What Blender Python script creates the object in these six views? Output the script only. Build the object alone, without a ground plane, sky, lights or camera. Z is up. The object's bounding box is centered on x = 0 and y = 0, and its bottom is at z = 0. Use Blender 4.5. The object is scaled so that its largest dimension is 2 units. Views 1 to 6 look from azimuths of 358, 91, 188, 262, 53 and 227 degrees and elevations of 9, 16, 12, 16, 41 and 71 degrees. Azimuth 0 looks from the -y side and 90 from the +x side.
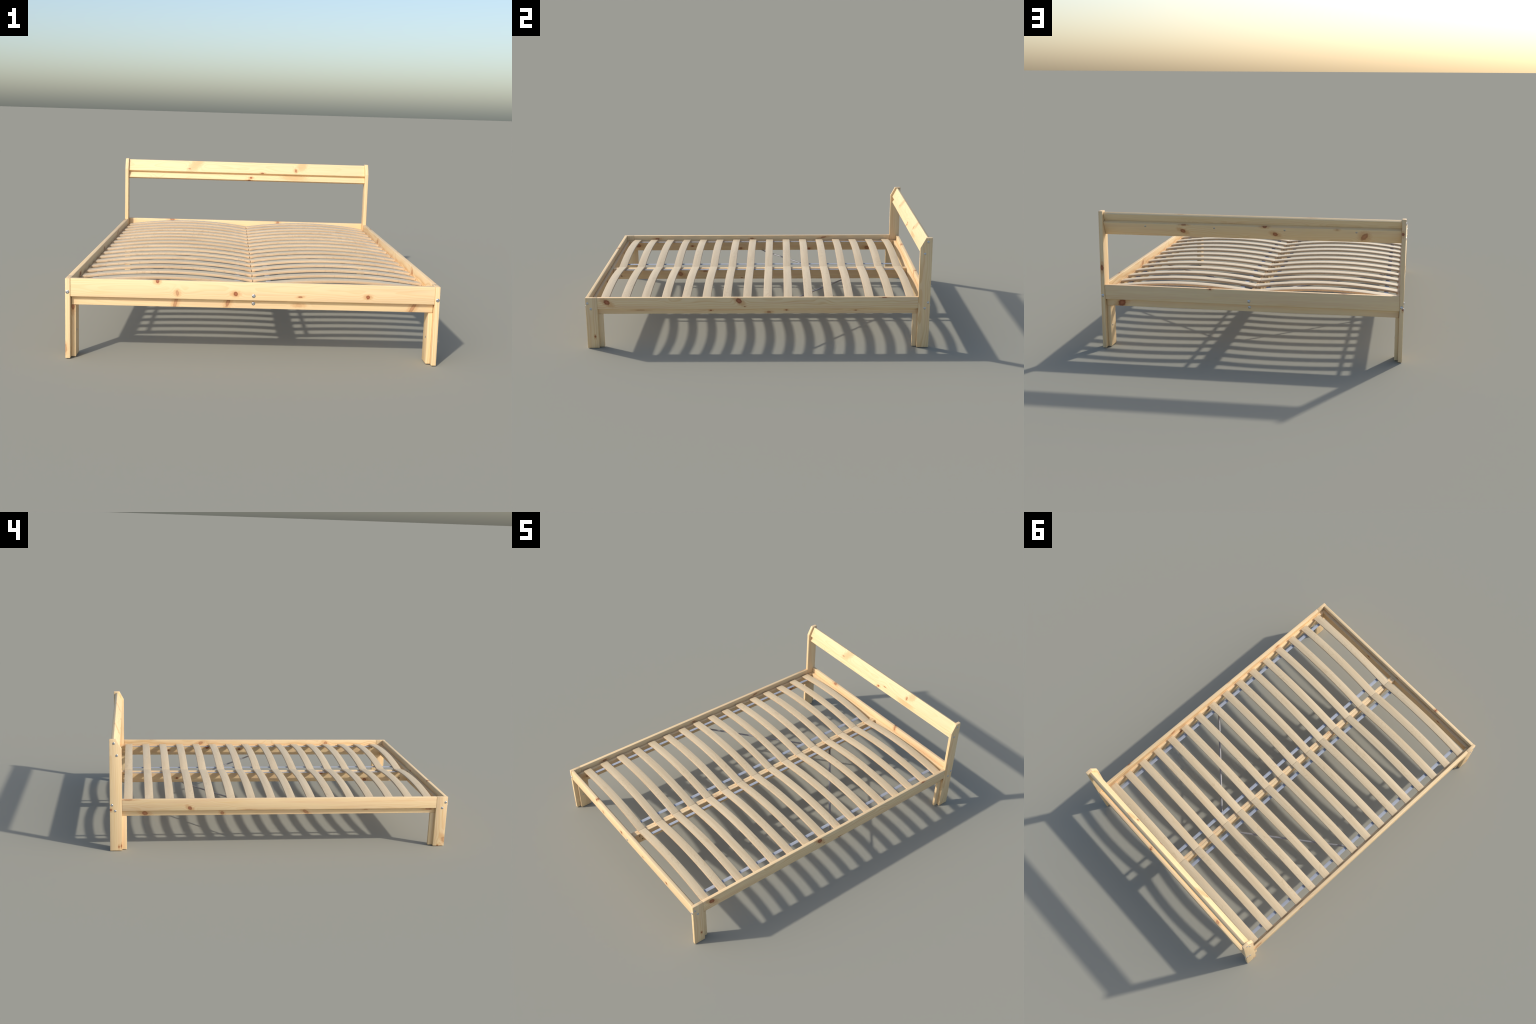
"""Pine double bed frame with a tilted headboard, sprung birch slats on textile
ribbons, a centre beam and two diagonal steel tie bars.  Metres, z up."""
import bpy, bmesh, math, random
from mathutils import Matrix, Vector

random.seed(7)
for o in list(bpy.data.objects):
    bpy.data.objects.remove(o, do_unlink=True)

COL = bpy.context.scene.collection

# ------------------------------------------------------------------ sizes
TH = 0.0186            # board thickness
BW = 0.069             # board width
HALF_X = 0.7106        # outer face of the legs, sideways
HALF_Y = 0.9974        # outer face of the legs, lengthwise
END_Y = 0.9954         # outer face of the end rails
LEG_W = 0.0686         # leg width
RAIL_TOP = 0.3088      # top of outer rails and foot legs
RAIL_BOT = RAIL_TOP - BW
LEDGE_TOP = 0.2736     # top of inner ledge boards and centre beam
LEDGE_BOT = LEDGE_TOP - BW
IN_X = HALF_X - TH     # inner face of outer side boards
IN_Y = END_Y - TH     # inner face of outer end boards
HEAD_TOP = 0.6602
SLATS = 16
SLAT_HALF_SPAN = 0.8935
SLAT_W, SLAT_T = 0.0494, 0.0097
SLAT_X0, SLAT_X1 = 0.0006, 0.6794
SLAT_RISE = 0.0264
TILT = math.radians(27.0)


# ------------------------------------------------------------------ node helpers
class Tree:
    def __init__(self, name):
        self.mat = bpy.data.materials.new(name)
        self.mat.use_nodes = True
        self.t = self.mat.node_tree
        self.t.nodes.clear()
        self.out = self.t.nodes.new("ShaderNodeOutputMaterial")
        self.bsdf = self.t.nodes.new("ShaderNodeBsdfPrincipled")
        self.t.links.new(self.bsdf.outputs[0], self.out.inputs[0])

    def put(self, sock, v):
        if isinstance(v, bpy.types.NodeSocket):
            self.t.links.new(v, sock)
        elif v is not None:
            sock.default_value = v

    def math(self, op, a, b=None, c=None, clamp=False):
        n = self.t.nodes.new("ShaderNodeMath")
        n.operation = op
        n.use_clamp = clamp
        for i, v in enumerate((a, b, c)):
            self.put(n.inputs[i], v)
        return n.outputs[0]

    def vec(self, op, a, b=None):
        n = self.t.nodes.new("ShaderNodeVectorMath")
        n.operation = op
        self.put(n.inputs[0], a)
        if b is not None:
            self.put(n.inputs[1], b)
        return n.outputs["Value"] if op in ("LENGTH", "DISTANCE", "DOT_PRODUCT") else n.outputs[0]

    def noise(self, v, scale=1.0, detail=2.0, rough=0.5, dist=0.0):
        n = self.t.nodes.new("ShaderNodeTexNoise")
        self.put(n.inputs["Vector"], v)
        n.inputs["Scale"].default_value = scale
        n.inputs["Detail"].default_value = detail
        n.inputs["Roughness"].default_value = rough
        n.inputs["Distortion"].default_value = dist
        return n.outputs["Fac"]

    def ramp01(self, v, a, b, lo=0.0, hi=1.0, smooth=True):
        n = self.t.nodes.new("ShaderNodeMapRange")
        n.interpolation_type = "SMOOTHSTEP" if smooth else "LINEAR"
        self.put(n.inputs["Value"], v)
        n.inputs["From Min"].default_value = a
        n.inputs["From Max"].default_value = b
        n.inputs["To Min"].default_value = lo
        n.inputs["To Max"].default_value = hi
        return n.outputs[0]

    def mix(self, fac, a, b, mode="MIX"):
        n = self.t.nodes.new("ShaderNodeMix")
        n.data_type = "RGBA"
        n.blend_type = mode
        self.put(n.inputs["Factor"], fac)
        for key, v in (("A", a), ("B", b)):
            s = [i for i in n.inputs if i.name == key and i.type == "RGBA"][0]
            if isinstance(v, tuple):
                s.default_value = (*v, 1.0)
            else:
                self.put(s, v)
        return [o for o in n.outputs if o.type == "RGBA"][0]

    def coords(self):
        return self.t.nodes.new("ShaderNodeTexCoord").outputs["Object"]

    def split(self, v):
        n = self.t.nodes.new("ShaderNodeSeparateXYZ")
        self.put(n.inputs[0], v)
        return n.outputs

    def bump(self, h, strength, dist):
        n = self.t.nodes.new("ShaderNodeBump")
        n.inputs["Strength"].default_value = strength
        n.inputs["Distance"].default_value = dist
        self.put(n.inputs["Height"], h)
        self.put(self.bsdf.inputs["Normal"], n.outputs[0])

    def set(self, **kw):
        for k, v in kw.items():
            self.put(self.bsdf.inputs[k.replace("_", " ")], v)


CREAM = (0.872, 0.652, 0.372)
PEACH = (0.835, 0.592, 0.345)
LATE = (0.735, 0.450, 0.190)
HALO = (0.700, 0.405, 0.185)
CORE = (0.310, 0.098, 0.042)


def pine(name, knots=(), seed=0, ring=0.0050, warm=0.35, contrast=0.5):
    """Pine in a board frame: x along the grain, y across, z through.
    knots: (along, across, depth, r_along, r_across, angle, darkness)."""
    rng = random.Random(seed * 31 + 5)
    T = Tree(name)
    P = T.coords()
    off = (rng.uniform(-9, 9), rng.uniform(-9, 9), rng.uniform(-9, 9))
    # knots: ellipsoids in the wood; grain flows round them
    wob = T.noise(P, 120, 2)
    core = halo = warp = pith = None
    for (a, c, d, ra, rc, ang, dark) in knots:
        q = T.vec("SUBTRACT", P, (a, c, d))
        if ang:
            n = T.t.nodes.new("ShaderNodeVectorRotate")
            n.rotation_type = "Z_AXIS"
            T.put(n.inputs["Vector"], q)
            n.inputs["Angle"].default_value = -math.radians(ang)
            q = n.outputs[0]
        dist = T.vec("LENGTH", T.vec("MULTIPLY", q, (1 / ra, 1 / rc, 1 / 0.0065)))
        dn = T.math("ADD", dist, T.math("MULTIPLY_ADD", wob, 0.6, -0.3))
        k = T.ramp01(dn, 1.22, 0.72, 0.0, dark)
        hq = T.vec("LENGTH", T.vec("MULTIPLY", q, (1 / (1.7 * ra), 1 / rc, 1 / 0.0065)))
        hn = T.math("ADD", hq, T.math("MULTIPLY_ADD", wob, 1.0, -0.5))
        heart = T.ramp01(dn, 0.75, 0.15, 0.0, 1.0)
        pith = heart if pith is None else T.math("MAXIMUM", pith, heart)
        h = T.ramp01(hn, 2.0, 0.85, 0.0, 0.35 + 0.45 * dark if dark > 0.2 else 0.62)
        # longer flow along the grain
        wq = T.vec("LENGTH", T.vec("MULTIPLY", q, (1 / (3.4 * ra), 1 / (2.2 * rc), 1 / 0.03)))
        w = T.ramp01(wq, 1.6, 0.0, 0.0, min(0.012, 0.9 * rc))
        core = k if core is None else T.math("MAXIMUM", core, k)
        halo = h if halo is None else T.math("MAXIMUM", halo, h)
        warp = w if warp is None else T.math("ADD", warp, w)
    # growth rings round an off-centre pith, wandering along the board
    S = T.split(P)
    wander = T.noise(T.vec("ADD", T.vec("MULTIPLY", P, (1.6, 5.0, 5.0)), off), 1.0, 3, 0.55)
    w0 = rng.uniform(-0.035, 0.035)
    t0 = rng.choice((-1, 1)) * rng.uniform(0.02, 0.05)
    dy = T.math("SUBTRACT", S[1], w0)
    dz = T.math("SUBTRACT", S[2], t0)
    rad = T.math("SQRT", T.math("ADD", T.math("MULTIPLY", dy, dy), T.math("MULTIPLY", dz, dz)))
    rad = T.math("ADD", rad, T.math("MULTIPLY_ADD", wander, 0.055, -0.0275))
    if warp is not None:
        rad = T.math("ADD", rad, warp)
    ph = T.math("FRACT", T.math("DIVIDE", rad, ring))
    late = T.math("MULTIPLY", T.ramp01(ph, 0.35, 0.90), T.ramp01(ph, 1.0, 0.92))
    streak = T.noise(T.vec("ADD", T.vec("MULTIPLY", P, (2.2, 48, 48)), off), 1.0, 3, 0.55)
    fine = T.noise(T.vec("ADD", T.vec("MULTIPLY", P, (7, 420, 420)), off), 1.0, 2, 0.6)
    patch = T.noise(T.vec("ADD", T.vec("MULTIPLY", P, (1.5, 14, 14)), off), 1.0, 2, 0.5)
    col = T.mix(T.ramp01(streak, 0.62 - warm * 0.5, 0.85 - warm * 0.5), CREAM, PEACH)
    amber = T.noise(T.vec("ADD", T.vec("MULTIPLY", P, (3.2, 36, 36)), off), 1.3, 2, 0.5)
    col = T.mix(T.ramp01(amber, 0.56, 0.74, 0.0, 0.34), col, (0.82, 0.54, 0.235))
    amt = T.math("MULTIPLY", late, T.ramp01(patch, 0.28, 0.62, 0.15 * contrast, 0.75 * contrast))
    col = T.mix(amt, col, LATE)
    col = T.mix(T.ramp01(fine, 0.3, 0.75, 0.0, 0.16), col, (0.72, 0.48, 0.25))
    if core is not None:
        col = T.mix(halo, col, HALO)
        cc = T.mix(T.math("MULTIPLY", pith, 0.7), CORE, (0.50, 0.195, 0.095))
        col = T.mix(core, col, cc)
    T.set(Base_Color=col, Roughness=0.55, IOR=1.45)
    T.bsdf.inputs["Specular IOR Level"].default_value = 0.3
    T.bump(T.math("ADD", fine, late), 0.10, 0.0006)
    return T.mat


def birch(name, edge=False):
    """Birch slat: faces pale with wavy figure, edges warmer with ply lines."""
    T = Tree(name)
    info = T.t.nodes.new("ShaderNodeObjectInfo").outputs["Random"]
    P = T.coords()
    shift = T.t.nodes.new("ShaderNodeCombineXYZ")
    T.put(shift.inputs[0], T.math("MULTIPLY", info, 37.0))
    T.put(shift.inputs[1], T.math("MULTIPLY", info, 11.0))
    V = T.vec("ADD", P, shift.outputs[0])
    streak = T.noise(T.vec("MULTIPLY", V, (3.0, 60, 30)), 1.0, 3, 0.55)
    fine = T.noise(T.vec("MULTIPLY", V, (14, 520, 200)), 1.0, 2, 0.6)
    figure = T.noise(T.vec("MULTIPLY", V, (9, 24, 6)), 1.0, 1, 0.5, 0.4)
    mask = T.noise(T.vec("MULTIPLY", V, (4.0, 10, 4)), 1.0, 1)
    line = T.ramp01(T.math("ABSOLUTE", T.math("SUBTRACT", T.math("FRACT", T.math("MULTIPLY", figure, 9.0)), 0.5)), 0.16, 0.0)
    if edge:
        A, B, C = (0.680, 0.500, 0.315), (0.600, 0.420, 0.250), (0.50, 0.34, 0.20)
    else:
        A, B, C = (0.725, 0.570, 0.355), (0.675, 0.515, 0.305), (0.575, 0.425, 0.24)
    col = T.mix(T.ramp01(streak, 0.35, 0.68), A, B)
    col = T.mix(T.ramp01(fine, 0.35, 0.8, 0.0, 0.25), col, C)
    col = T.mix(T.math("MULTIPLY", line, T.ramp01(mask, 0.44, 0.60, 0.05, 0.50)), col, C)
    hs = T.t.nodes.new("ShaderNodeHueSaturation")
    T.put(hs.inputs["Color"], col)
    T.put(hs.inputs["Value"], T.math("MULTIPLY_ADD", info, 0.07, 0.965))
    T.set(Base_Color=hs.outputs[0], Roughness=0.40)
    T.bsdf.inputs["Specular IOR Level"].default_value = 0.6
    T.bump(fine, 0.08, 0.0005)
    return T.mat


def steel(name, col=(0.62, 0.63, 0.65), rough=0.28):
    T = Tree(name)
    n = T.noise(T.coords(), 260, 2)
    T.set(Base_Color=T.mix(n, tuple(c * 0.92 for c in col), col), Metallic=1.0,
          Roughness=T.ramp01(n, 0.2, 0.8, rough * 0.8, rough * 1.25))
    return T.mat


def textile(name):
    T = Tree(name)
    P = T.coords()
    weave = T.noise(T.vec("MULTIPLY", P, (900, 500, 900)), 1.0, 1)
    T.set(Base_Color=T.mix(weave, (0.345, 0.370, 0.410), (0.400, 0.425, 0.468)), Roughness=0.9)
    T.bump(weave, 0.2, 0.0004)
    return T.mat


STEEL = steel("zinc_steel")
ROD_STEEL = steel("tie_bar_steel", (0.44, 0.435, 0.44), 0.68)
BIRCH, BIRCH_EDGE = birch("birch_face"), birch("birch_edge", True)
RIBBON = textile("grey_ribbon")
DARK = steel("dark_socket", (0.10, 0.10, 0.11), 0.5)


# ------------------------------------------------------------------ object helpers
def make(name, mesh, mats, parent, matrix=None):
    ob = bpy.data.objects.new(name, mesh)
    COL.objects.link(ob)
    if not mesh.materials:
        for m in mats:
            mesh.materials.append(m)
    if parent is not None:
        ob.parent = parent
    if matrix is not None:
        ob.matrix_world = matrix
    return ob


WORLD = {}


def attach(ob, parent, M):
    """Parent keeping the wanted world matrix."""
    ob.parent = parent
    ob.matrix_parent_inverse = Matrix.Identity(4)
    pm = WORLD.get(parent.name, Matrix.Identity(4))
    ob.matrix_basis = pm.inverted() @ M
    WORLD[ob.name] = M
    return ob


def frame(center, L, W):
    L, W = Vector(L).normalized(), Vector(W).normalized()
    T = L.cross(W)
    M = Matrix((L, W, T)).transposed().to_4x4()
    M.translation = Vector(center)
    return M


def smooth(mesh, ang=35):
    for p in mesh.polygons:
        p.use_smooth = True
    mesh.set_sharp_from_angle(angle=math.radians(ang))


def prism(name, outline, thick, bevel=0.0016):
    """Extrude an outline (in x,y) symmetric in z, edges rounded."""
    bm = bmesh.new()
    lo = [bm.verts.new((x, y, -thick / 2)) for x, y in outline]
    hi = [bm.verts.new((x, y, thick / 2)) for x, y in outline]
    n = len(outline)
    bm.faces.new(list(reversed(lo)))
    bm.faces.new(hi)
    for i in range(n):
        j = (i + 1) % n
        bm.faces.new((lo[i], lo[j], hi[j], hi[i]))
    bmesh.ops.recalc_face_normals(bm, faces=bm.faces)
    bmesh.ops.bevel(bm, geom=list(bm.edges), offset=bevel, offset_type="OFFSET",
                    segments=2, profile=0.5, affect="EDGES", clamp_overlap=True)
    me = bpy.data.meshes.new(name)
    bm.to_mesh(me)
    bm.free()
    smooth(me, 50)
    return me


def drill(ob, spots, radius, depth, side):
    """Blind round holes in a board face (board frame)."""
    bm = bmesh.new()
    for a, c in spots:
        zc = side * (TH / 2)
        bmesh.ops.create_cone(bm, cap_ends=True, segments=20, radius1=radius, radius2=radius,
                              depth=2 * depth, matrix=Matrix.Translation((a, c, zc)))
    me = bpy.data.meshes.new("cutter")
    bm.to_mesh(me)
    bm.free()
    cut = bpy.data.objects.new("cutter", me)
    COL.objects.link(cut)
    cut.matrix_world = ob.matrix_world
    md = ob.modifiers.new("holes", "BOOLEAN")
    md.object = cut
    md.operation = "DIFFERENCE"
    md.solver = "EXACT"
    bpy.context.view_layer.update()
    cut.matrix_world = ob.matrix_world.copy()
    bpy.context.view_layer.update()
    dg = bpy.context.evaluated_depsgraph_get()
    new = bpy.data.meshes.new_from_object(ob.evaluated_get(dg))
    ob.modifiers.clear()
    ob.data = new
    smooth(new, 50)
    bpy.data.objects.remove(cut, do_unlink=True)


SEED = [0]


def board(name, parent, center, L, W, length, width=BW, thick=TH, knots=(),
          outline=None, mat=None, **kw):
    SEED[0] += 1
    me = prism(name, outline or [(-length / 2, -width / 2), (length / 2, -width / 2),
                                 (length / 2, width / 2), (-length / 2, width / 2)], thick)
    M = frame(center, L, W)
    ob = make(name, me, [mat or pine("pine_" + name, knots, SEED[0], **kw)], None)
    return attach(ob, parent, M)


X, Y, Z = (1, 0, 0), (0, 1, 0), (0, 0, 1)
F = TH / 2     # knot depth: + face, - face

bed = bpy.data.objects.new("bed_frame", None)
COL.objects.link(bed)
bed["label"] = "low natural pine double bed frame with curved birch slats"
bed["category"] = "bed frame"
WORLD[bed.name] = Matrix.Identity(4)

# ------------------------------------------------------------------ long sides
# board frame of a side board: x = world y, y = world z, z = world x
zc_r, zc_l = (RAIL_TOP + RAIL_BOT) / 2, (LEDGE_TOP + LEDGE_BOT) / 2
leg_in = HALF_Y - LEG_W
side_knots = {
    1: ([(-0.8725, 0.007, F, 0.0195, 0.0135, -32, 1.0), (-0.106, 0.015, F, 0.0195, 0.0135, -38, 1.0),
         (-0.072, -0.020, F, 0.004, 0.003, 0, .9), (0.734, 0.034, F, 0.014, 0.004, 0, .9),
         (0.380, 0.013, -F, 0.017, 0.011, -20, .6), (-0.5447, 0.013, -F, 0.013, 0.012, 30, .6)],
        [(-0.680, -0.012, F, 0.028, 0.0045, 0, .25), (-0.271, -0.014, F, 0.007, 0.004, 0, .9),
         (0.067, -0.025, F, 0.012, 0.006, 0, .7), (0.169, -0.013, F, 0.007, 0.004, 0, .9),
         (0.571, -0.015, F, 0.008, 0.003, 0, .8),
         (0.612, -0.001, -F, 0.008, 0.006, 0, 1), (0.333, 0.021, -F, 0.013, 0.011, 0, 1),
         (0.0995, 0.006, -F, 0.010, 0.007, 0, 1)]),
    -1: ([(0.542, -0.020, -F, 0.013, 0.010, 35, .9), (0.895, 0.033, -F, 0.026, 0.006, 0, .5),
          (0.20, -0.031, -F, 0.02, 0.003, 0, .2),
          (-0.757, 0.012, F, 0.016, 0.007, 0, .8), (-0.069, 0.012, F, 0.012, 0.006, 0, .7),
          (0.4505, 0.020, F, 0.020, 0.006, 10, .7)],
         [(0.7986, -0.019, -F, 0.017, 0.012, 10, .8), (0.3528, -0.022, -F, 0.011, 0.010, 40, .7),
          (-0.1405, -0.020, -F, 0.020, 0.009, 30, .6), (-0.889, -0.010, -F, 0.022, 0.005, 0, .7),
          (-0.5024, -0.008, -F, 0.012, 0.004, 0, .4),
          (-0.893, 0.001, F, 0.018, 0.012, 0, .8), (-0.502, -0.003, F, 0.009, 0.006, 0, 1),
          (-0.150, -0.021, F, 0.012, 0.007, 0, .8), (0.3454, -0.025, F, 0.011, 0.008, 0, .9),
          (0.765, -0.018, F, 0.018, 0.012, 0, .8)]),
}
for s in (1, -1):
    ko, ki = side_knots[s]
    rail = board("side_rail", bed, (s * (HALF_X - TH / 2), 0, zc_r), Y, Z,
                 2 * leg_in - 0.0012, knots=ko, contrast=1.15 if s > 0 else 0.6, ring=0.0085 if s > 0 else 0.006)
    ledge = board("ledge_board", rail, (s * (IN_X - TH / 2 - 0.0003), 0, zc_l), Y, Z,
                  2 * (IN_Y - TH) - 0.0016, knots=ki, warm=0.45, contrast=0.55)
    drill(ledge, [(-0.8935, 0.018), (0.8935, 0.018)], 0.0048, 0.013, -s)

# ------------------------------------------------------------------ foot end and head end
# board frame of an end board: x = world x, y = world z, z = -world y
foot_k = [(-0.364, 0.034, F, 0.007, 0.011, 0, 1), (-0.2886, -0.012, F, 0.006, 0.011, 8, .5),
          (-0.0682, -0.0105, F, 0.0085, 0.0085, 0, 1), (0.1775, -0.017, F, 0.008, 0.0035, 5, .8),
          (0.4351, -0.0115, F, 0.0075, 0.0075, 0, 1), (-0.02, 0.0, -F, 0.008, 0.006, 0, .8),
          (-0.364, 0.034, -F * 0.4, 0.007, 0.010, 0, 1)]
foot_ki = [(-0.2959, -0.016, F, 0.0065, 0.034, -14, .55), (-0.097, -0.012, F, 0.007, 0.020, -18, .65),
           (0.6126, -0.016, F, 0.007, 0.05, -28, .55), (0.1734, -0.018, F, 0.012, 0.006, 0, .15),
           (-0.42, 0.02, -F, 0.009, 0.007, 0, 1), (0.23, 0.016, -F, 0.009, 0.007, 0, 1)]
head_k = [(-0.4358, 0.033, F, 0.014, 0.008, 0, .8), (0.189, 0.026, F, 0.007, 0.022, -6, .7),
          (0.184, 0.034, -F * .6, 0.007, 0.006, 0, 1), (-0.44, 0.034, 0, 0.013, 0.004, 0, .6)]
head_ki = [(0.615, -0.018, -F, 0.020, 0.016, -35, 1), (-0.30, 0.012, F, 0.014, 0.008, 0, .5),
           (0.05, -0.01, F, 0.010, 0.006, 0, .5)]
for s, ko, ki, nm in ((-1, foot_k, foot_ki, 0), (1, head_k, head_ki, 1)):
    rail = board("end_rail", bed, (0, s * (END_Y - TH / 2), zc_r), X, Z,
                 2 * IN_X - 0.0012, knots=ko, warm=0.25 if s < 0 else 0.45, contrast=0.4)
    board("ledge_board", rail, (0, s * (IN_Y - TH / 2 - 0.0003), zc_l), X, Z,
          2 * IN_X - 0.004, knots=ki, warm=0.4, contrast=0.35)

# ------------------------------------------------------------------ legs
# board frame of a leg: x = world z, y = world y, z = -world x
leg_knots = {
    (1, -1): [(0.0707 - RAIL_TOP / 2, 0.0129, -F, 0.007, 0.0052, 0, 1)],
    (-1, -1): [(0.040 - RAIL_TOP / 2, -0.031, F, 0.020, 0.014, 35, .45),
               (0.003 - RAIL_TOP / 2, 0.006, F, 0.004, 0.005, 0, .8)],
    (1, 1): [(0.3916 - HEAD_TOP / 2, 0.034, 0, 0.014, 0.009, 0, 1),
             (0.23 - HEAD_TOP / 2, -0.034, 0, 0.012, 0.006, 0, .8)],
    (-1, 1): [(0.2472 - HEAD_TOP / 2, 0.032, F, 0.006, 0.011, 0, 1),
              (0.0238 - HEAD_TOP / 2, -0.0158, F, 0.007, 0.0045, 0, .8),
              (0.0283 - HEAD_TOP / 2, -0.030, F, 0.010, 0.004, 0, .8),
              (0.5941 - HEAD_TOP / 2, 0.034, -0.004, 0.007, 0.006, 0, 1)],
}
legs = {}
for sx in (1, -1):
    for sy in (-1, 1):
        top = HEAD_TOP if sy > 0 else RAIL_TOP
        yc = sy * (HALF_Y - LEG_W / 2)
        h = top / 2
        if sy > 0:   # top corner towards the mattress cut parallel to the headboard
            w = LEG_W / 2
            outline = [(-h, -w), (h - 0.0572, -w), (h, -w + 0.0306), (h, w), (-h, w)]
        else:
            outline = None
        leg = board("leg", bed, (sx * (HALF_X - TH / 2), yc, h), Z, Y, top, width=LEG_W,
                    knots=leg_knots[(sx, sy)], outline=outline, contrast=0.8, ring=0.008)
        legs[(sx, sy)] = leg
        inner_h = LEDGE_BOT - 0.0008
        batten_k = [(0.095, -0.033, -F * sx * .2, 0.014, 0.012, 0, .8)] if (sx, sy) == (-1, -1) else []
        board("leg_batten", leg, (sx * (IN_X - TH / 2 + 0.0006), sy * 0.9370, inner_h / 2 + 0.0004), Z, Y,
              inner_h, width=0.0702, thick=0.0172, knots=batten_k, contrast=0.5)

# ------------------------------------------------------------------ headboard
# two boards lapped like the rails, leaning back; frame: x = world x, y = up the slope, z = to the front
up = Vector((0, math.sin(TILT), math.cos(TILT)))
back = Vector((0, math.cos(TILT), -math.sin(TILT)))
B0 = Vector((0, 0.9406, 0.5940))                       # lower front edge of the front board
hb_len = 2 * IN_X - 0.0012
fk = [(-0.3372, -0.0165, F, 0.008, 0.004, 0, .7), (-0.302, 0.009, F, 0.011, 0.040, -46, .06),
      (0.0889, -0.033, F, 0.008, 0.005, 0, .9), (0.2853, -0.012, F, 0.006, 0.011, 0, .8),
      (0.322, 0.016, F, 0.010, 0.022, -42, .03),
      (0.0812, -0.012, -F, 0.022, 0.010, 0, .9)]
bk = [(0.0226, -0.020, F, 0.008, 0.006, 0, 1), (0.275, -0.012, F, 0.030, 0.014, 0, .05),
      (0.0124, -0.034, 0.004, 0.010, 0.005, 0, 1),
      (0.313, -0.0015, -F, 0.013, 0.010, 30, .9), (-0.119, -0.004, -F, 0.012, 0.010, 20, .9),
      (-0.5252, -0.004, -F, 0.012, 0.022, 35, .7), (0.306, 0.033, -F, 0.012, 0.004, 0, .7),
      (-0.0725, 0.034, -F * .6, 0.011, 0.006, 0, .9), (-0.403, 0.030, -F, 0.007, 0.005, 0, .3)]
panel = board("headboard", bed, B0 + up * (BW / 2) + back * (TH / 2), X, up, hb_len, knots=fk,
              warm=0.15, contrast=0.4)
backing = board("headboard_backing", panel, B0 + up * (BW / 2 - 0.035) + back * (TH * 1.5 + 0.0003), X, up, hb_len,
                knots=bk, warm=0.3, contrast=0.45)

# ------------------------------------------------------------------ centre beam: two boards side by side
beam_half = IN_Y - TH - 0.001
bp = [(-0.517, 0.000, F, 0.018, 0.014, -30, .7), (-0.3552, 0.018, F, 0.014, 0.006, 0, .7),
      (-0.117, -0.028, F, 0.005, 0.003, 0, .9), (-0.366, 0.026, 0, 0.012, 0.010, 0, .6)]
bn = [(0.5846, -0.008, -F, 0.007, 0.006, 0, 1), (-0.366, 0.024, -F, 0.014, 0.010, 0, .9),
      (-0.6644, -0.024, -F, 0.013, 0.010, 10, .9)]
beam = board("center_beam", bed, (0.0090, 0, zc_l), Y, Z, 2 * beam_half, thick=0.0176, knots=bp, contrast=0.4, warm=0.45)
beam2 = board("beam_board", beam, (-0.0090, 0, zc_l), Y, Z, 2 * beam_half, thick=0.0176, knots=bn, contrast=0.4)
holes = [(-0.9216, 0.0188), (-0.9030, -0.0140), (0.9216, 0.0188), (0.9030, -0.0140)]
drill(beam, holes, 0.0048, 0.012, 1)
drill(beam2, holes, 0.0048, 0.012, -1)


# ------------------------------------------------------------------ slats
def slat_mesh(sign):
    bm = bmesh.new()
    n = 36
    r = 0.0013
    hw, t = SLAT_W / 2, SLAT_T
    sec = []
    for cx, cz, a0 in ((hw - r, 0 - r, 0), (-hw + r, 0 - r, 90), (-hw + r, -t + r, 180), (hw - r, -t + r, 270)):
        for k in range(4):
            a = math.radians(a0 + 30 * k)
            sec.append((cx + r * math.cos(a), cz + r * math.sin(a)))
    rings = []
    mid, half = (SLAT_X0 + SLAT_X1) / 2, (SLAT_X1 - SLAT_X0) / 2
    for i in range(n + 1):
        u = -1 + 2 * i / n
        z = SLAT_RISE * (1 - u * u)
        slope = -2 * SLAT_RISE * u / half
        nx, nz = -slope / math.hypot(1, slope), 1 / math.hypot(1, slope)
        rings.append([bm.verts.new((sign * (u * half + nx * dz), dy, z + nz * dz)) for dy, dz in sec])
    m = len(sec)
    for a, b in zip(rings, rings[1:]):
        for k in range(m):
            f = bm.faces.new((a[k], a[(k + 1) % m], b[(k + 1) % m], b[k]))
            f.material_index = 1 if k in (0, 1, 2, 4, 5, 6, 8, 9, 10, 12, 13, 14, 15, 7) and abs(
                (a[k].co.y + a[(k + 1) % m].co.y) / 2) > hw - 0.0015 else 0
    for ringv in (rings[0], rings[-1]):
        f = bm.faces.new(ringv)
        f.material_index = 1
    bmesh.ops.recalc_face_normals(bm, faces=bm.faces)
    me = bpy.data.meshes.new("slat")
    bm.to_mesh(me)
    bm.free()
    me.materials.append(BIRCH)
    me.materials.append(BIRCH_EDGE)
    smooth(me, 50)
    return me


slat_me = {s: slat_mesh(s) for s in (1, -1)}
mid = (SLAT_X0 + SLAT_X1) / 2
slat_top = LEDGE_TOP + SLAT_T + 0.0002
for i in range(SLATS):
    y = -SLAT_HALF_SPAN + 2 * SLAT_HALF_SPAN * i / (SLATS - 1)
    for s in (1, -1):
        ob = make("slat", slat_me[s], [], None)
        attach(ob, bed, Matrix.Translation((s * mid, y + random.uniform(-.0004, .0004), slat_top)))

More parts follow.
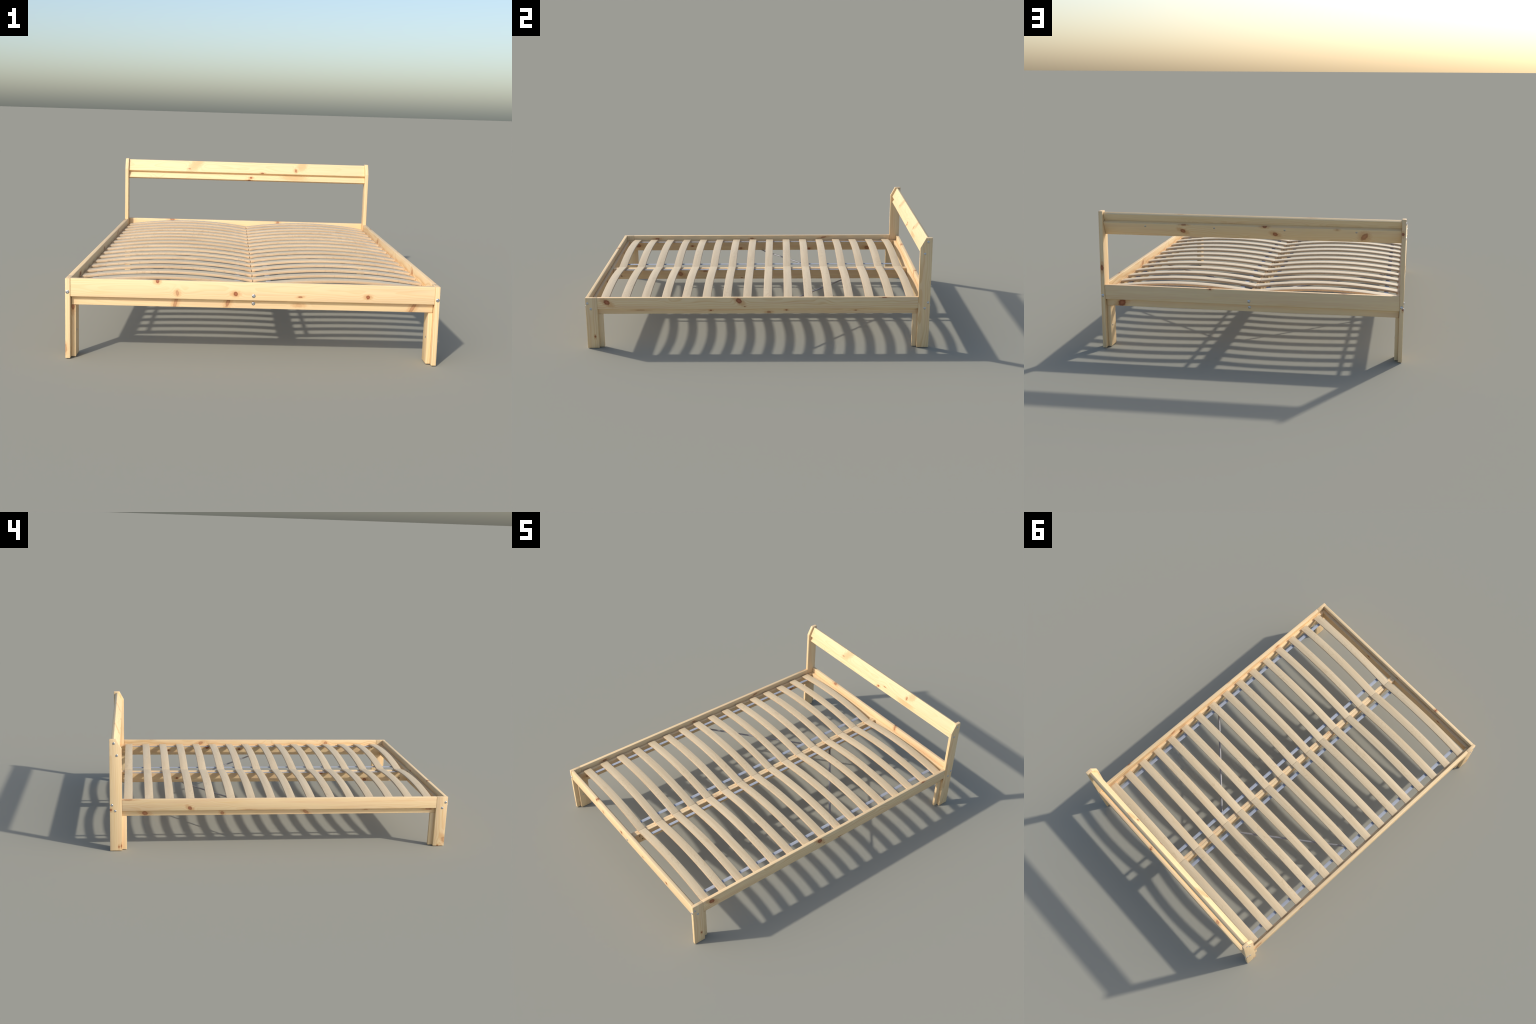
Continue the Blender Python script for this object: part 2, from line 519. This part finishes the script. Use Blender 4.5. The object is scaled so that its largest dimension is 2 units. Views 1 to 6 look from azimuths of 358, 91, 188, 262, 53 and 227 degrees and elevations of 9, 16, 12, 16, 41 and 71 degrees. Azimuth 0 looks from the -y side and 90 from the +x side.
# ribbons: flat textile bands just under the slats, tying each row together
for s in (1, -1):
    for xr, drop in ((0.062, 0.0007), (0.626, 0.0007)):
        u = (xr - mid) / ((SLAT_X1 - SLAT_X0) / 2)
        zr = slat_top + SLAT_RISE * (1 - u * u) - SLAT_T - 0.0014
        zr -= 0.010 * abs(2 * SLAT_RISE * u / 0.339) * 0.6
        me = prism("slat_ribbon", [(-0.010, -0.917), (0.010, -0.917), (0.010, 0.917), (-0.010, 0.917)], 0.0012, 0.0003)
        ob = make("slat_ribbon", me, [RIBBON], None)
        tilt = Matrix.Rotation(s * math.atan(2 * SLAT_RISE * u / 0.339) * 0.6, 4, "Y")
        attach(ob, bed, Matrix.Translation((s * xr, 0, zr)) @ tilt)


# ------------------------------------------------------------------ diagonal tie bars under the frame
def bar_mesh(length):
    bm = bmesh.new()
    n = 16
    rings = []
    # round-edged bar with flattened, rounded ends
    stations = [(-0.5, .45, .25), (-0.497, .8, .32), (-0.49, 1.0, .36), (-0.47, 1.0, .40), (-0.455, 1, 1),
                (0, 1, 1), (0.455, 1, 1), (0.47, 1.0, .40), (0.49, 1.0, .36), (0.497, .8, .32), (0.5, .45, .25)]
    for x, sw, sh in stations:
        rings.append([bm.verts.new((x * length, 0.0068 * sw * math.cos(2 * math.pi * k / n),
                                    0.0041 * sh * math.sin(2 * math.pi * k / n) - 0.0041 * (1 - sh) * -1))
                      for k in range(n)])
    for a, b in zip(rings, rings[1:]):
        for k in range(n):
            bm.faces.new((a[k], a[(k + 1) % n], b[(k + 1) % n], b[k]))
    bm.faces.new(rings[0])
    bm.faces.new(rings[-1])
    bmesh.ops.recalc_face_normals(bm, faces=bm.faces)
    me = bpy.data.meshes.new("tie_bar")
    bm.to_mesh(me)
    bm.free()
    smooth(me, 50)
    return me


def lathe(name, profile, seg=24, dark_from=None):
    """Turn a (radius, height) profile round z; faces after dark_from use slot 1."""
    bm = bmesh.new()
    rings = []
    for r, z in profile:
        if r < 1e-6:
            rings.append([bm.verts.new((0, 0, z))])
        else:
            rings.append([bm.verts.new((r * math.cos(2 * math.pi * k / seg), r * math.sin(2 * math.pi * k / seg), z))
                          for k in range(seg)])
    for i, (a, b) in enumerate(zip(rings, rings[1:])):
        for k in range(seg):
            j = (k + 1) % seg
            if len(b) == 1:
                f = bm.faces.new((a[k], a[j], b[0]))
            elif len(a) == 1:
                f = bm.faces.new((a[0], b[j], b[k]))
            else:
                f = bm.faces.new((a[k], a[j], b[j], b[k]))
            if dark_from is not None and i >= dark_from:
                f.material_index = 1
    bmesh.ops.recalc_face_normals(bm, faces=bm.faces)
    me = bpy.data.meshes.new(name)
    bm.to_mesh(me)
    bm.free()
    smooth(me, 40)
    return me


# dome-headed bolt with a socket; its back sits slightly inside the wood
BOLT = lathe("bolt", [(0, -0.003), (0.0070, -0.003), (0.0072, 0.0003), (0.0070, 0.0010), (0.0060, 0.0018), (0.0046, 0.0023),
                      (0.0032, 0.0026), (0.0029, 0.0023), (0.0027, 0.0008), (0, 0.0004)], dark_from=7)
BOLT.materials.append(STEEL)
BOLT.materials.append(STEEL)
SCREW = lathe("screw", [(0, -0.003), (0.0043, -0.003), (0.0046, 0.0004), (0.0040, 0.0009), (0.0022, 0.0009), (0.0016, -0.0008),
                        (0, -0.001)], seg=18, dark_from=4)
SCREW.materials.append(STEEL)
SCREW.materials.append(DARK)


def facing(pos, nrm):
    n = Vector(nrm).normalized()
    M = n.to_track_quat("Z", "Y").to_matrix().to_4x4()
    M.translation = Vector(pos)
    return M


def fasten(kind, mesh, parent, pos, nrm):
    ob = make(kind, mesh, [], None)
    attach(ob, parent, facing(pos, nrm))


for (sx, sy), leg in legs.items():
    spots = [(0.9852, 0.2753), (0.9668, 0.2404)]
    if sy > 0:
        spots += [(0.9724, 0.6370), (0.9560, 0.5670)]
    for y, z in spots:
        fasten("bolt", BOLT, leg, (sx * HALF_X, sy * y, z), (sx, 0, 0))
    fasten("bolt", BOLT, leg, (sx * 0.7020, sy * HALF_Y, 0.2573), (0, sy, 0))
    fasten("screw", SCREW, leg, (sx * (IN_X + 0.0006 - TH / 2 - 0.0086), sy * 0.9485, 0.1020), (-sx, 0, 0))
for sy in (-1, 1):
    fasten("bolt", BOLT, bed, (0, sy * END_Y, 0.2572), (0, sy, 0))
    fasten("bolt", BOLT, bed, (0, sy * (IN_Y - 0.0003), 0.2245), (0, sy, 0))
hb_back = B0 + up * 0.019 + back * (TH * 2 + 0.0003)
for x in (-0.490, -0.1633, 0.1633, 0.490):
    fasten("screw", SCREW, backing, hb_back + Vector((x, 0, 0)), back)

a, b = Vector((0.006, 0.5630, 0)), Vector((0.684, -0.0018, 0))
bar = bar_mesh((b - a).length)
bar.materials.append(ROD_STEEL)
for s in (1, -1):
    p, q = Vector((s * a.x, a.y, 0)), Vector((s * b.x, b.y, 0))
    M = frame((0, 0, 0), q - p, Vector((0, 0, 1)).cross(q - p))
    c = (p + q) / 2
    M.translation = (c.x, c.y, LEDGE_BOT - 0.0032)
    ob = make("tie_bar", bar, [], None)
    attach(ob, bed, M)
    d = (q - p).normalized()
    for e in ((p + d * 0.009), (q - d * 0.009)):
        fasten("screw", SCREW, ob, (e.x, e.y, LEDGE_BOT - 0.0022), (0, 0, -1))

bpy.context.view_layer.update()
